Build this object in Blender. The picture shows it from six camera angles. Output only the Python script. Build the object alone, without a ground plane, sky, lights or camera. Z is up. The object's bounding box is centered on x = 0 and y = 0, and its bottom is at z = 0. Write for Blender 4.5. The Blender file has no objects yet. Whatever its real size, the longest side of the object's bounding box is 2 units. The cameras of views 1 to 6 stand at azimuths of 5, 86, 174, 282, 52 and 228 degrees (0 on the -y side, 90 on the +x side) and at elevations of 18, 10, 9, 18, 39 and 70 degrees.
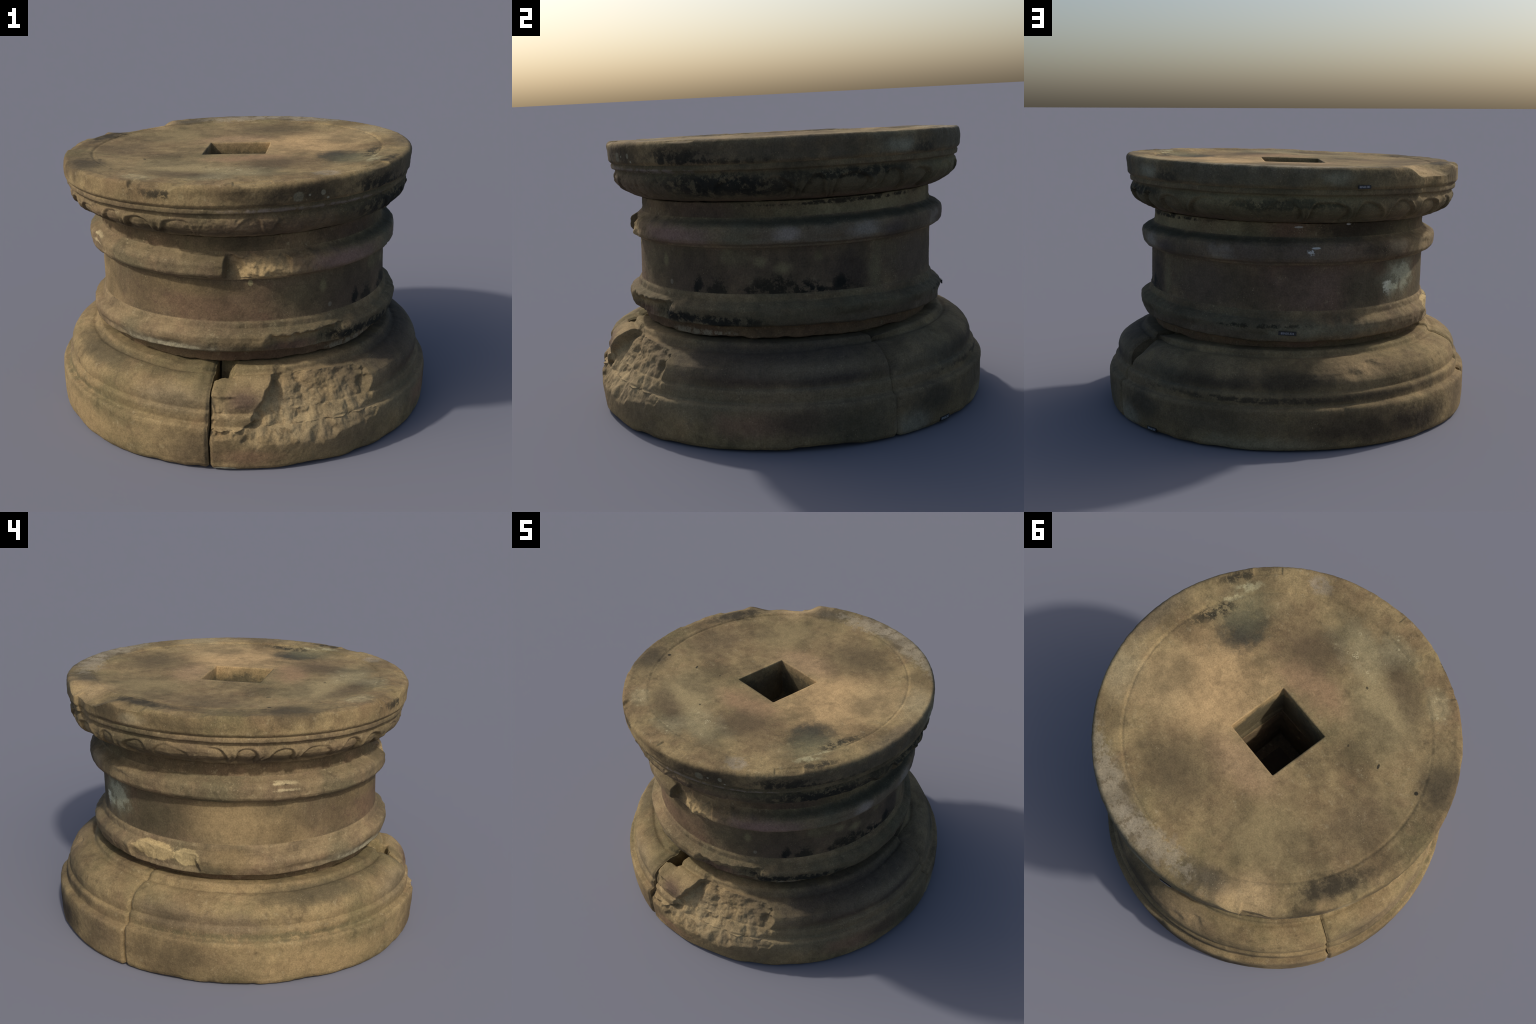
import bpy, math
import numpy as np

SEED = 7
TAU = 2 * math.pi
D2R = math.pi / 180

# ------------------------------------------------------------------ noise
def _hash(ix, iy, iz, seed):
    h = (ix * 374761393 + iy * 668265263 + iz * 1274126177 + seed * 974634721) & 0xFFFFFFFF
    h = ((h ^ (h >> 13)) * 1274126177) & 0xFFFFFFFF
    h = ((h ^ (h >> 16)) * 2246822519) & 0xFFFFFFFF
    return ((h ^ (h >> 15)) & 0xFFFFFF) / float(0xFFFFFF)

def vnoise(P, scale, seed=0):
    """value noise in [-1,1]; P is (n,3)"""
    q = P * scale
    i = np.floor(q).astype(np.int64)
    f = q - i
    u = f * f * f * (f * (f * 6 - 15) + 10)
    out = np.zeros(len(P))
    for dx in (0, 1):
        wx = u[:, 0] if dx else 1 - u[:, 0]
        for dy in (0, 1):
            wy = u[:, 1] if dy else 1 - u[:, 1]
            for dz in (0, 1):
                wz = u[:, 2] if dz else 1 - u[:, 2]
                out += wx * wy * wz * _hash(i[:, 0] + dx, i[:, 1] + dy, i[:, 2] + dz, seed)
    return out * 2 - 1

def fbm(P, scale, octaves=3, seed=0, gain=0.5):
    a, t, s = 1.0, np.zeros(len(P)), 0.0
    for o in range(octaves):
        t += a * vnoise(P, scale * 2.03 ** o, seed + o * 17)
        s += a
        a *= gain
    return t / s

def sstep(a, b, x):
    t = np.clip((x - a) / (b - a), 0, 1)
    return t * t * (3 - 2 * t)

def bump(x, c, w):
    return np.exp(-((x - c) / w) ** 2)

def adiff(a, c):
    """signed angle difference in degrees"""
    return (a - c + 180.0) % 360.0 - 180.0

# ------------------------------------------------------------------ profiles
def resample(ctrl, step, sigma, coarse=0.1):
    """ctrl: list of (r, z, tag). Returns r, z, tag arrays sampled every step
    with corners eased by a gaussian of the given length."""
    pts = np.array([(c[0], c[1]) for c in ctrl], float)
    tags = [c[2] for c in ctrl]
    seg = np.hypot(*np.diff(pts, axis=0).T)
    L = np.r_[0, np.cumsum(seg)]
    n = max(8, int(round(L[-1] / step)))
    fine = np.linspace(0, L[-1], n * 4 + 1)
    r = np.interp(fine, L, pts[:, 0])
    z = np.interp(fine, L, pts[:, 1])
    k = sigma / (fine[1] - fine[0])
    w = int(3 * k) + 1
    g = np.exp(-0.5 * (np.arange(-w, w + 1) / k) ** 2)
    g /= g.sum()
    def sm(v):
        a = np.r_[2 * v[0] - v[w:0:-1], v, 2 * v[-1] - v[-2:-w - 2:-1]]
        return np.convolve(a, g, 'valid')
    r, z = sm(r), sm(z)
    # fewer rows where the surface is flat and hidden or far from the mouldings
    dens = np.where(r < 0.70, coarse, 1.0)
    cum = np.r_[0, np.cumsum(dens[1:])]
    keep = np.unique(np.searchsorted(cum, np.arange(0, cum[-1], 4.0)))
    keep = np.unique(np.r_[keep, len(r) - 1])
    r, z, s = r[keep], z[keep], fine[keep]
    idx = np.clip(np.searchsorted(L, s, 'right') - 1, 0, len(tags) - 1)
    tag = np.array(tags, object)[idx]
    return r, z, tag

def profile_normal(r, z):
    tr, tz = np.gradient(r), np.gradient(z)
    l = np.hypot(tr, tz) + 1e-12
    return tz / l, -tr / l          # outward when walking upwards on the outside

# ------------------------------------------------------------------ mesh helpers
ROOT = None
ALL = []

def build_mesh(name, V, F):
    me = bpy.data.meshes.new(name)
    me.from_pydata(V.tolist(), [], F if isinstance(F, list) else F.tolist())
    me.update()
    return me

def grid_faces(nt, ns, wrap_t, wrap_s):
    """vertex index = t*ns + s ; returns quads, and the s row of every quad"""
    t = np.arange(nt if wrap_t else nt - 1)
    s = np.arange(ns if wrap_s else ns - 1)
    T, S = np.meshgrid(t, s, indexing='ij')
    T1, S1 = (T + 1) % nt, (S + 1) % ns
    q = np.stack([T * ns + S, T1 * ns + S, T1 * ns + S1, T * ns + S1], -1).reshape(-1, 4)
    return q, S.reshape(-1)

def add_object(name, me, parent, mat):
    ob = bpy.data.objects.new(name, me)
    bpy.context.collection.objects.link(ob)
    if parent is not None:
        ob.parent = parent
    if mat is not None:
        me.materials.append(mat)
    ALL.append(ob)
    return ob

def vertex_normals(me):
    n = np.zeros(len(me.vertices) * 3)
    me.vertex_normals.foreach_get('vector', n)
    return n.reshape(-1, 3)

def split_parts(V, faces, ftag, spec, parent, extra=None):
    """one smooth surface separated by region; borders coincide and every piece
    carries the whole body's normals. spec: list of (name, set of tags, material, parent_name)"""
    full = build_mesh('whole', V, faces)
    N = vertex_normals(full)
    bpy.data.meshes.remove(full)
    made = {}
    for key, name, tags, mat, par in spec:
        sel = np.isin(ftag, list(tags))
        fs = faces[sel]
        used, inv = np.unique(fs.reshape(-1), return_inverse=True)
        me = build_mesh(name, V[used], inv.reshape(-1, 4))
        me.polygons.foreach_set('use_smooth', np.ones(len(me.polygons), bool))
        me.normals_split_custom_set_from_vertices(N[used].tolist())
        made[key] = add_object(name, me, made.get(par, parent), mat)
    return made

# ------------------------------------------------------------------ stone lean and tilt
ZC = [0.44, 0.56, 0.84, 0.93, 1.07]
CX = [0.007, 0.0065, 0.002, -0.004, -0.009]
CY = [-0.010, -0.008, 0.002, 0.010, 0.0135]
ZT = [0.40, 0.56, 0.92, 1.07, 1.35]
TX = [0.012, 0.020, 0.010, 0.016, 0.0226]
TY = [-0.015, -0.022, -0.004, -0.003, -0.0019]

def place(th, r, z, cx, cy):
    x = cx + r * np.cos(th)
    y = cy + r * np.sin(th)
    return np.stack([x, y, z + np.interp(z, ZT, TX) * x + np.interp(z, ZT, TY) * y], -1)

def square_radius(th, half, rot, round_r=0.004):
    a = th - rot
    c, s = np.abs(np.cos(a)), np.abs(np.sin(a))
    p = 60.0
    return half / (c ** p + s ** p) ** (1 / p)

# ------------------------------------------------------------------ capital: abacus + echinus
CAP_C = (-0.027, 0.018)
DARTS = [-2.9, 8.6, 21.0, 34.4, 47.8, 61.2, 74.6, 88.2, 101.7, 114.4, 127.6, 140.9, 154.1, 167.4,
         178.4, 190.1, 202.0, 213.9, 225.9, 237.8, 249.7, 261.7, 273.6, 285.5, 297.4, 309.4, 321.3,
         333.2, 345.2, 357.1]

def egg_relief(az, z):
    """egg and dart carved on the lower half of the echinus; >0 stands out"""
    a = (az - DARTS[0]) % 360.0 + DARTS[0]
    d = np.array(DARTS)
    i = np.clip(np.searchsorted(d, a, 'right') - 1, 0, len(d) - 2)
    x = (a - d[i]) / (d[i + 1] - d[i]) * 2 - 1        # -1 dart .. 0 egg .. 1 dart
    t = (z - 1.088) / 0.105                           # 0 bottom .. 1 top
    e = np.sqrt((x / 0.78) ** 2 + ((t - 0.0) / 0.93) ** 2)
    sunk = sstep(1.18, 0.94, e)                       # the tongue lies below its arched rim
    dome = np.sqrt(np.clip(1 - (e / 0.98) ** 2, 0, 1))
    rim = bump(e, 1.17, 0.10)
    dart = bump(np.abs(x), 1.0, 0.09) * sstep(0.9, 0.2, t)
    fade = sstep(-0.06, 0.04, t) * sstep(1.08, 0.92, t)
    return fade * (-0.019 * sunk + 0.016 * dome + 0.006 * rim - 0.006 * dart)

def make_capital(mats):
    half = 0.163
    hr = 0.15                                           # placeholder radius for hole rows
    ctrl = [
        (0.20, 1.072, 'under'), (0.70, 1.072, 'under'), (0.748, 1.074, 'echinus'), (0.776, 1.079, 'echinus'),
        (0.802, 1.088, 'echinus'), (0.830, 1.102, 'echinus'), (0.856, 1.118, 'echinus'), (0.874, 1.136, 'echinus'),
        (0.886, 1.160, 'echinus'), (0.889, 1.180, 'echinus'), (0.885, 1.197, 'echinus'), (0.876, 1.210, 'echinus'),
        (0.879, 1.217, 'echinus'), (0.893, 1.221, 'echinus'), (0.895, 1.240, 'echinus'), (0.889, 1.246, 'abacus'),
        (0.897, 1.251, 'abacus'), (0.906, 1.262, 'abacus'), (0.908, 1.300, 'abacus'), (0.906, 1.330, 'abacus'),
        (0.903, 1.343, 'abacus'), (0.893, 1.3510, 'abacus'), (0.860, 1.3505, 'abacus'), (0.772, 1.3485, 'abacus'), (0.761, 1.3465, 'abacus'),
        (0.752, 1.3450, 'abacus'), (0.62, 1.3345, 'abacus'), (0.35, 1.3315, 'abacus'), (0.20, 1.3300, 'abacus')]
    r, z, tag = resample(ctrl, 0.0048, 0.0024, 0.35)
    nt = 1300
    th = np.linspace(0, TAU, nt, endpoint=False)
    ns = len(r)
    TH = np.repeat(th[:, None], ns, 1)
    R = np.repeat(r[None], nt, 0).copy()
    Z = np.repeat(z[None], nt, 0).copy()
    nr, nz = profile_normal(r, z)
    nr = np.repeat(nr[None], nt, 0)
    nz = np.repeat(nz[None], nt, 0)
    az = TH / D2R
    # the flat faces run in to a square dowel hole
    sq = square_radius(TH, half, -1.0 * D2R)
    inner = np.clip((0.55 - R) / 0.35, 0, 1)
    R = np.where(R < 0.55, 0.55 + (sq - 0.55) * inner, R)
    P = np.stack([R * np.cos(TH), R * np.sin(TH), Z], -1).reshape(-1, 3)
    shp = TH.shape
    side = sstep(0.70, 0.76, R) * (Z > 1.0)
    top = sstep(1.30, 1.34, Z)
    # carved ornament, worn away on the weathered front
    worn = (1 - 0.8 * bump(adiff(az, -60), 0, 30)) * np.clip(0.72 + 1.1 * fbm(P, 4.5, 3, 7).reshape(shp), 0.15, 1.15)
    wob = 3.5 * fbm(P, 7.0, 2, 9).reshape(shp)
    d = egg_relief(az + wob, Z + 0.012 * fbm(P, 9.0, 2, 13).reshape(shp)) * worn * (R > 0.74)
    # the echinus is cut back further on the weathered sunny side
    d -= 0.012 * bump(adiff(az, -150), 0, 60) * sstep(1.07, 1.10, Z) * sstep(1.216, 1.205, Z) * (R > 0.74)
    d += 0.000 * bump(adiff(az, -75), 0, 50) * sstep(1.07, 1.085, Z) * sstep(1.216, 1.205, Z) * (R > 0.74)
    # weathering
    n1 = fbm(P, 5.0, 3, 11).reshape(shp)
    n2 = fbm(P, 26.0, 3, 23).reshape(shp)
    n3 = fbm(P, 90.0, 2, 31).reshape(shp)
    out = (R > 0.745)
    d += out * (0.0035 * n1 * (1 - top) + 0.0024 * n2 + 0.0009 * n3)
    d += (~out) * top * (0.0008 * n2 + 0.0003 * n3)
    # pitted front echinus
    pit = bump(adiff(az, -75), 0, 30) * sstep(1.07, 1.10, Z) * sstep(1.215, 1.20, Z) * out
    d -= 0.010 * pit * np.clip(fbm(P, 34.0, 2, 41).reshape(shp), 0, 1)
    # soft dents in the top
    d += 0.004 * top * fbm(P, 3.2, 2, 53).reshape(shp) * sstep(0.16, 0.3, R)
    X, Y = R * np.cos(TH), R * np.sin(TH)
    d += top * (0.017 * np.exp(-((X - 0.08) ** 2 + (Y + 0.42) ** 2) / 0.13) + 0.007 * sstep(0.72, 0.80, R) * bump(adiff(az, -25), 0, 50))
    R += nr * d
    Z += nz * d
    # incised setting-out circle on the top, worn away towards -x -y
    keep = 1 - 0.8 * bump(adiff(az, -120), 0, 45)
    Z -= top * 0.0035 * bump(R, 0.757, 0.006) * keep
    # ---- chips on the rim: chamfer planes with rough faces
    rough = 0.010 * fbm(P, 16.0, 4, 61).reshape(shp)
    def chamfer(az0, w0, w1, drop, inrun, zfloor=1.24, amp=1.0):
        nonlocal R, Z
        a = adiff(az, az0)
        m = np.where(a < 0, sstep(-w0, -w0 * 0.45, a), sstep(w1, w1 * 0.45, a))
        # plane from (r=.905-inrun, ztop) down to (r=.905, ztop-drop)
        h = drop * m
        lim = 1.352 - h * np.clip((R - (0.905 - inrun)) / inrun, 0, 1.3) + rough * amp * (m > 0.02) * np.clip(h / 0.02, 0, 1) * sstep(0.905 - inrun - 0.02, 0.905 - inrun + 0.03, R)
        sel = (Z > lim) & (R > 0.905 - inrun - 0.03) & (h > 1e-4)
        Z = np.where(sel, np.maximum(lim, zfloor), Z)
    chamfer(134, 13, 20, 0.050, 0.135, amp=.45)
    chamfer(178, 7, 8, 0.018, 0.05, amp=.6)
    chamfer(-108, 9.0, 8.0, 0.024, 0.042, amp=.7)
    chamfer(-116.5, 2.2, 2.2, 0.030, 0.050, amp=.5)
    chamfer(-132, 9, 8, 0.008, 0.03, amp=.4)
    chamfer(-80, 6, 6, 0.009, 0.022, amp=.6)
    chamfer(-150, 6, 6, 0.010, 0.03, amp=.6)
    chamfer(60, 7, 5, 0.006, 0.02, amp=.5)
    chamfer(-36, 5, 5, 0.005, 0.02, amp=.4)
    chamfer(160, 10, 6, 0.022, 0.05, amp=.5)
    # vertical scar in the rim below the big chip
    a = adiff(az, 131)
    scar = np.where(a < 0, sstep(-2.0, -1.0, a), sstep(9.0, 1.0, a)) * sstep(1.17, 1.24, Z) * (R > 0.80)
    R -= 0.020 * scar * sstep(0.85, 0.88, R) * sstep(1.34, 1.30, Z) + rough * 0.3 * scar * (Z < 1.33)
    XYZ = place(TH, R, Z, *CAP_C).reshape(-1, 3)
    # ---- walls of the dowel hole as further rows
    wall_z = np.arange(1.324, 1.071, -0.008)
    wr = sq[:, :1] + 0.0 * wall_z[None]
    wth = np.repeat(th[:, None], len(wall_z), 1)
    PW = np.stack([wr * np.cos(wth), wr * np.sin(wth), np.repeat(wall_z[None], nt, 0)], -1).reshape(-1, 3)
    wr = wr + 0.0030 * fbm(PW, 18, 3, 71).reshape(wr.shape) + 0.018 * sstep(1.33, 1.10, np.repeat(wall_z[None], nt, 0)) * (sstep(60, 30, np.abs(adiff(wth / D2R, 0))) + sstep(60, 30, np.abs(adiff(wth / D2R, 90))))
    W = place(wth, wr, np.repeat(wall_z[None], nt, 0), *CAP_C)
    V = np.concatenate([XYZ.reshape(nt, ns, 3), W], 1)
    ns2 = V.shape[1]
    faces, row = grid_faces(nt, ns2, True, True)
    tg = np.r_[np.where(tag == 'under', 'abacus', tag), np.array(['abacus'] * len(wall_z), object)]
    return split_parts(V.reshape(-1, 3), faces, tg[row].astype(str),
                       [('abacus', 'abacus', {'abacus'}, mats['abacus'], None),
                        ('echinus', 'echinus', {'echinus'}, mats['echinus'], None)], ROOT)

# ------------------------------------------------------------------ drum
def make_drum(mats):
    ctrl = [
        (0.16, 0.442, 'fillet'), (0.730, 0.442, 'fillet'), (0.735, 0.446, 'fillet'), (0.738, 0.496, 'fillet'),
        (0.747, 0.500, 'lower'), (0.785, 0.503, 'lower'), (0.800, 0.512, 'lower'), (0.808, 0.533, 'lower'), (0.813, 0.556, 'lower'),
        (0.813, 0.582, 'lower'), (0.805, 0.594, 'lower'), (0.782, 0.609, 'lower'), (0.769, 0.614, 'lower'),
        (0.766, 0.628, 'lower'), (0.763, 0.641, 'lower'), (0.754, 0.648, 'shaft'), (0.7525, 0.68, 'shaft'), (0.7525, 0.860, 'shaft'),
        (0.756, 0.866, 'upper'), (0.765, 0.870, 'upper'), (0.766, 0.879, 'upper'), (0.784, 0.882, 'upper'),
        (0.801, 0.891, 'upper'), (0.810, 0.906, 'upper'), (0.812, 0.948, 'upper'), (0.808, 0.965, 'upper'),
        (0.789, 0.979, 'upper'), (0.764, 0.990, 'upper'), (0.750, 1.000, 'neck'), (0.744, 1.018, 'neck'),
        (0.7435, 1.071, 'neck'), (0.735, 1.0715, 'neck'), (0.16, 1.0715, 'neck')]
    r, z, tag = resample(ctrl, 0.0045, 0.0020)
    nt = 1200
    th = np.linspace(0, TAU, nt, endpoint=False)
    ns = len(r)
    TH = np.repeat(th[:, None], ns, 1)
    R = np.repeat(r[None], nt, 0).copy()
    Z = np.repeat(z[None], nt, 0).copy()
    nr, nz = profile_normal(r, z)
    az = TH / D2R
    sq = square_radius(TH, 0.157, 0.5 * D2R)
    R = np.where(R < 0.55, 0.55 + (sq - 0.55) * np.clip((0.55 - R) / 0.39, 0, 1), R)
    P = np.stack([R * np.cos(TH), R * np.sin(TH), Z], -1).reshape(-1, 3)
    shp = TH.shape
    out = R > 0.72
    n1 = fbm(P, 4.0, 3, 101).reshape(shp)
    n2 = fbm(P, 22.0, 3, 103).reshape(shp)
    n3 = fbm(P, 85.0, 2, 107).reshape(shp)
    low = sstep(0.665, 0.63, Z)
    up = sstep(0.87, 0.90, Z) * sstep(1.01, 0.985, Z)
    moul = np.clip(low + sstep(0.86, 0.885, Z), 0, 1)
    d = out * (0.0025 * n1 + (0.0010 + 0.0020 * moul) * n2 + 0.0007 * n3)
    # small losses along the moulding edges
    d -= out * moul * 0.009 * np.clip(fbm(P, 13.0, 3, 105).reshape(shp) - 0.22, 0, 1)
    d += out * (low * 0.006 + up * 0.003) * fbm(P, 9.0, 3, 109).reshape(shp)
    # wobble of the lower torus height (uneven carving)
    Z += out * sstep(0.47, 0.52, Z) * low * 0.006 * np.sin(3 * TH + 0.7)
    # ragged lower edge where the drum sits on the base
    Z += sstep(0.70, 0.725, R) * sstep(0.465, 0.445, Z) * 0.010 * fbm(P, 14.0, 3, 113).reshape(shp)
    R += nr[None] * d
    Z += nz[None] * d
    rough = fbm(P, 17.0, 4, 127).reshape(shp)
    def cut(m, rlim, amp):
        """cut everything that stands beyond radius rlim inside mask m"""
        nonlocal R
        lim = rlim + amp * rough
        R = np.where(out, R - m * np.clip(R - lim, 0, None), R)
    # broken upper torus at the front: sharp ends, rough lump between
    a = adiff(az, -80)
    big = fbm(P, 8.0, 2, 129).reshape(shp)
    m = sstep(-11.2, -9.8, a + 2.2 * big + 1.0 * rough) * sstep(11.6, 10.2, a + 2.2 * big + 1.0 * rough) * sstep(0.862, 0.885, Z) * sstep(1.03, 1.00, Z)
    lump = 0.762 + 0.042 * sstep(-8, 4, a + 3 * rough) * bump(Z, 0.915, 0.05) - 0.012 * bump(a, -8, 3)
    cut(m, lump, 0.022)
    a = adiff(az, -98)
    m = sstep(-8, -5, a) * sstep(9, 5, a) * bump(Z, 0.992, 0.02)
    cut(m, 0.755, 0.012)
    # lower torus: broken under-edge, -78 to -45
    a = adiff(az, -62)
    m = sstep(-17, -12, a + 3 * rough) * sstep(16, 10, a + 3 * rough)
    cut(m * sstep(0.600, 0.565, Z + 0.015 * rough), 0.770, 0.016)
    cut(m * sstep(0.648, 0.63, Z), 0.802, 0.012)
    # fresh chips on the lower torus at the left
    a = adiff(az, 164)
    m = sstep(-15, -13, a + 2 * rough) * sstep(14.5, 13, a + 1.5 * rough)
    cut(m * sstep(0.632, 0.620, Z) * sstep(0.50, 0.53, Z), 0.789, 0.008)
    a = adiff(az, 150)
    R += out * 0.010 * bump(a, 0, 4) * bump(Z, 0.58, 0.025)
    for c, w, zc, zh, lim in ((20, 9, 0.535, 0.03, 0.792), (48, 7, 0.54, 0.03, 0.795), (74, 8, 0.53, 0.025, 0.795),
                              (-30, 8, 0.53, 0.03, 0.793), (-112, 8, 0.525, 0.025, 0.795), (-140, 10, 0.53, 0.02, 0.796)):
        a = adiff(az, c)
        cut(bump(a + 3 * rough, 0, w) * bump(Z, zc, zh), lim, 0.012)
    # pale flaked strip and nicks on the upper torus
    for c, w, zc, lim in ((-152, 4, 0.965, 0.797), (-150, 3, 0.93, 0.803), (10, 8, 0.90, 0.795), (-15, 5, 0.91, 0.797), (60, 6, 0.91, 0.798), (146, 5, 0.94, 0.802)):
        cut(bump(adiff(az, c) + 2 * rough, 0, w) * bump(Z, zc, 0.02), lim, 0.008)
    cx, cy = np.interp(Z, ZC, CX), np.interp(Z, ZC, CY)
    hx = sstep(0.5, 0.2, R)
    cx = cx + (-0.024 - cx) * hx
    cy = cy + (0.012 - cy) * hx
    XYZ = place(TH, R, Z, cx, cy).reshape(nt, ns, 3)
    # dowel socket: walls and floor from the top surface down
    wz = np.r_[np.arange(1.055, 0.74, -0.012), 0.74]
    wth = np.repeat(th[:, None], len(wz), 1)
    WZ = np.repeat(wz[None], nt, 0)
    wr = np.repeat(sq[:, :1], len(wz), 1)
    PW = np.stack([wr * np.cos(wth), wr * np.sin(wth), WZ], -1).reshape(-1, 3)
    wr = wr + 0.005 * fbm(PW, 14, 3, 131).reshape(wr.shape)
    W = place(wth, wr, WZ, -0.024, 0.012)
    rings = []
    for k in (0.66, 0.33, 0.02):
        rr = sq[:, 0] * k
        pf = np.stack([rr * np.cos(th), rr * np.sin(th), np.full(nt, 0.8)], -1)
        rings.append(place(th, rr, 0.735 + 0.012 * fbm(pf, 22, 3, 137), -0.024, 0.012)[:, None])
    V = np.concatenate([XYZ, W] + rings, 1)
    faces, row = grid_faces(nt, V.shape[1], True, False)
    tg = np.r_[tag, np.array(['socket'] * len(wz) + ['soil'] * 3, object)]
    tg = np.where(np.r_[z, wz, np.zeros(3)] > 2, tg, tg).astype(str)
    return split_parts(V.reshape(-1, 3), faces, tg[row],
                       [('shaft', 'drum_shaft', {'shaft', 'socket'}, mats['shaft'], None),
                        ('neck', 'drum_neck', {'neck'}, mats['neck'], None),
                        ('upper', 'torus_ring', {'upper'}, mats['ring'], None),
                        ('lower', 'torus_ring', {'lower'}, mats['ring'], None),
                        ('fillet', 'drum_fillet', {'fillet'}, mats['fillet'], None),
                        ('soil', 'socket_soil', {'soil'}, mats['soil'], None)], ROOT)

# ------------------------------------------------------------------ base: three blocks
JOINTS = (-94.6, 23.3, 158.6)

def make_block(a0, a1, dz, gap0, gap1, kind, mats, seed):
    ctrl = [
        (0.62, 0.002, 'plinth'), (0.965, 0.002, 'plinth'), (0.985, 0.006, 'plinth'), (0.994, 0.022, 'plinth'), (0.998, 0.06, 'plinth'),
        (1.001, 0.120, 'plinth'), (1.001, 0.190, 'plinth'), (0.998, 0.202, 'plinth'), (0.990, 0.209, 'plinth'), (0.971, 0.213, 'plinth'),
        (0.966, 0.216, 'torus'), (0.965, 0.256, 'torus'), (0.962, 0.267, 'torus'), (0.954, 0.273, 'torus'), (0.947, 0.275, 'torus'),
        (0.948, 0.295, 'torus'), (0.948, 0.318, 'torus'), (0.942, 0.338, 'torus'), (0.930, 0.361, 'torus'), (0.908, 0.383, 'torus'),
        (0.880, 0.402, 'torus'), (0.852, 0.414, 'torus'), (0.832, 0.417, 'torus'), (0.816, 0.413, 'torus'),
        (0.807, 0.418, 'torus'), (0.800, 0.436, 'torus'), (0.788, 0.443, 'torus'), (0.62, 0.447, 'torus')]
    r, z, tag = resample(ctrl, 0.0043, 0.0018)
    # inner wall rows close the loop
    iz = np.linspace(z[-1], z[0], 14)[1:-1]
    r = np.r_[r, np.full(len(iz), 0.62)]
    z = np.r_[z, iz]
    tag = np.r_[tag, np.array(['plinth'] * len(iz), object)]
    nt = int((a1 - a0) / 360 * 1400)
    u = np.linspace(0, 1, nt)
    deg = a0 + (a1 - a0) * u
    ns = len(r)
    AZ = np.repeat(deg[:, None], ns, 1)
    R = np.repeat(r[None], nt, 0).copy()
    Z = np.repeat(z[None], nt, 0).copy()
    nr, nz = profile_normal(r, z)
    out = (R > 0.70)
    # joint gap, slightly wandering
    half_gap = lambda g, c: g / (np.clip(R, 0.5, 2) * D2R)
    e0 = (AZ - a0) * D2R * R                     # metres from the ends
    e1 = (a1 - AZ) * D2R * R
    AZ = AZ + half_gap(gap0, 0) * (1 - u[:, None]) ** 30 - half_gap(gap1, 0) * u[:, None] ** 30
    TH = AZ * D2R
    P = np.stack([R * np.cos(TH), R * np.sin(TH), Z], -1).reshape(-1, 3)
    shp = TH.shape
    wander = 0.25 * fbm(P, 28.0, 2, 153).reshape(shp) + 0.55 * fbm(np.stack([np.zeros(P.shape[0]), np.full(P.shape[0], seed * 3.1), P[:, 2]], -1), 9.0, 2, 151).reshape(shp)
    AZ = AZ + wander * (np.exp(-e0 / 0.05) + np.exp(-e1 / 0.05)) * 0.6
    TH = AZ * D2R
    n1 = fbm(P, 3.5, 3, 161).reshape(shp)
    n2 = fbm(P, 18.0, 3, 163).reshape(shp)
    n3 = fbm(P, 80.0, 2, 167).reshape(shp)
    d = out * (0.0045 * n1 + 0.0019 * n2 + 0.0008 * n3)
    # weathered soft edges at the joints
    end_soft = 0.010 * (np.exp(-(e0 / 0.010) ** 2) + np.exp(-(e1 / 0.010) ** 2))
    d -= out * end_soft
    # worn mouldings: irregular loss of the two small ledges
    d -= out * (0.003 if kind == 'back' else 0.005) * sstep(0.17, 0.21, Z) * sstep(0.30, 0.26, Z) * np.clip(fbm(P, 6.0, 2, 173).reshape(shp) + 0.1, 0, 1)
    R += nr[None] * d
    Z += nz[None] * d
    # ragged foot
    foot = sstep(0.05, 0.015, Z) * out
    Z += foot * 0.014 * np.clip(fbm(P, 7.0, 3, 181).reshape(shp) + 0.05, 0, 1)
    rough = fbm(P, 15.0, 4, 191).reshape(shp)
    blk = fbm(P, 6.5, 2, 193).reshape(shp)
    if kind == 'broken':
        # big fracture of the torus: inclined rough face
        a = AZ
        zlow = np.interp(a, [-96, -88, -80, -71, -61.6, -50, -41, -36], [0.035, 0.06, 0.085, 0.108, 0.160, 0.178, 0.190, 0.26])
        inc = 0.60
        rlim = 1.020 - (Z - zlow) * inc
        rlim = rlim - 0.034 * sstep(-77, -66, a) + 0.016 * sstep(-76, -80, a)
        # steep shoulder on the right end
        shoulder = sstep(-45.5, -38.5, a + 1.6 * rough)
        rlim = rlim + 0.14 * shoulder
        # rounded mound beside the joint, its right flank falling away steeply
        line = np.interp(Z, [0.05, 0.20, 0.24, 0.43], [-88, -85.5, -82.0, -75.5])
        mound = sstep(1.0, -1.6, a - line + 2.0 * rough + 1.5 * blk) * sstep(0.17, 0.27, Z + 0.05 * rough + 0.03 * blk)
        rlim = rlim + mound * (0.075 + 0.05 * sstep(-84, -88, a) * sstep(0.34, 0.40, Z)) + 0.03 * sstep(-84, -88, a) * sstep(0.20, 0.16, Z)
        rlim = rlim - 0.022 * bump(a - line, 2.2, 2.2) * sstep(0.18, 0.23, Z)
        # step above the lower lip at the joint
        rlim = rlim - 0.010 * bump(Z, 0.20, 0.035) * sstep(-78, -86, a)
        ridge = np.abs(fbm(P, 10.0, 2, 195).reshape(shp))
        rlim = rlim + 0.020 * rough + 0.022 * blk + 0.034 * (ridge - 0.22) - mound * 0.020 * np.clip(-blk, 0, 1)
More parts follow.
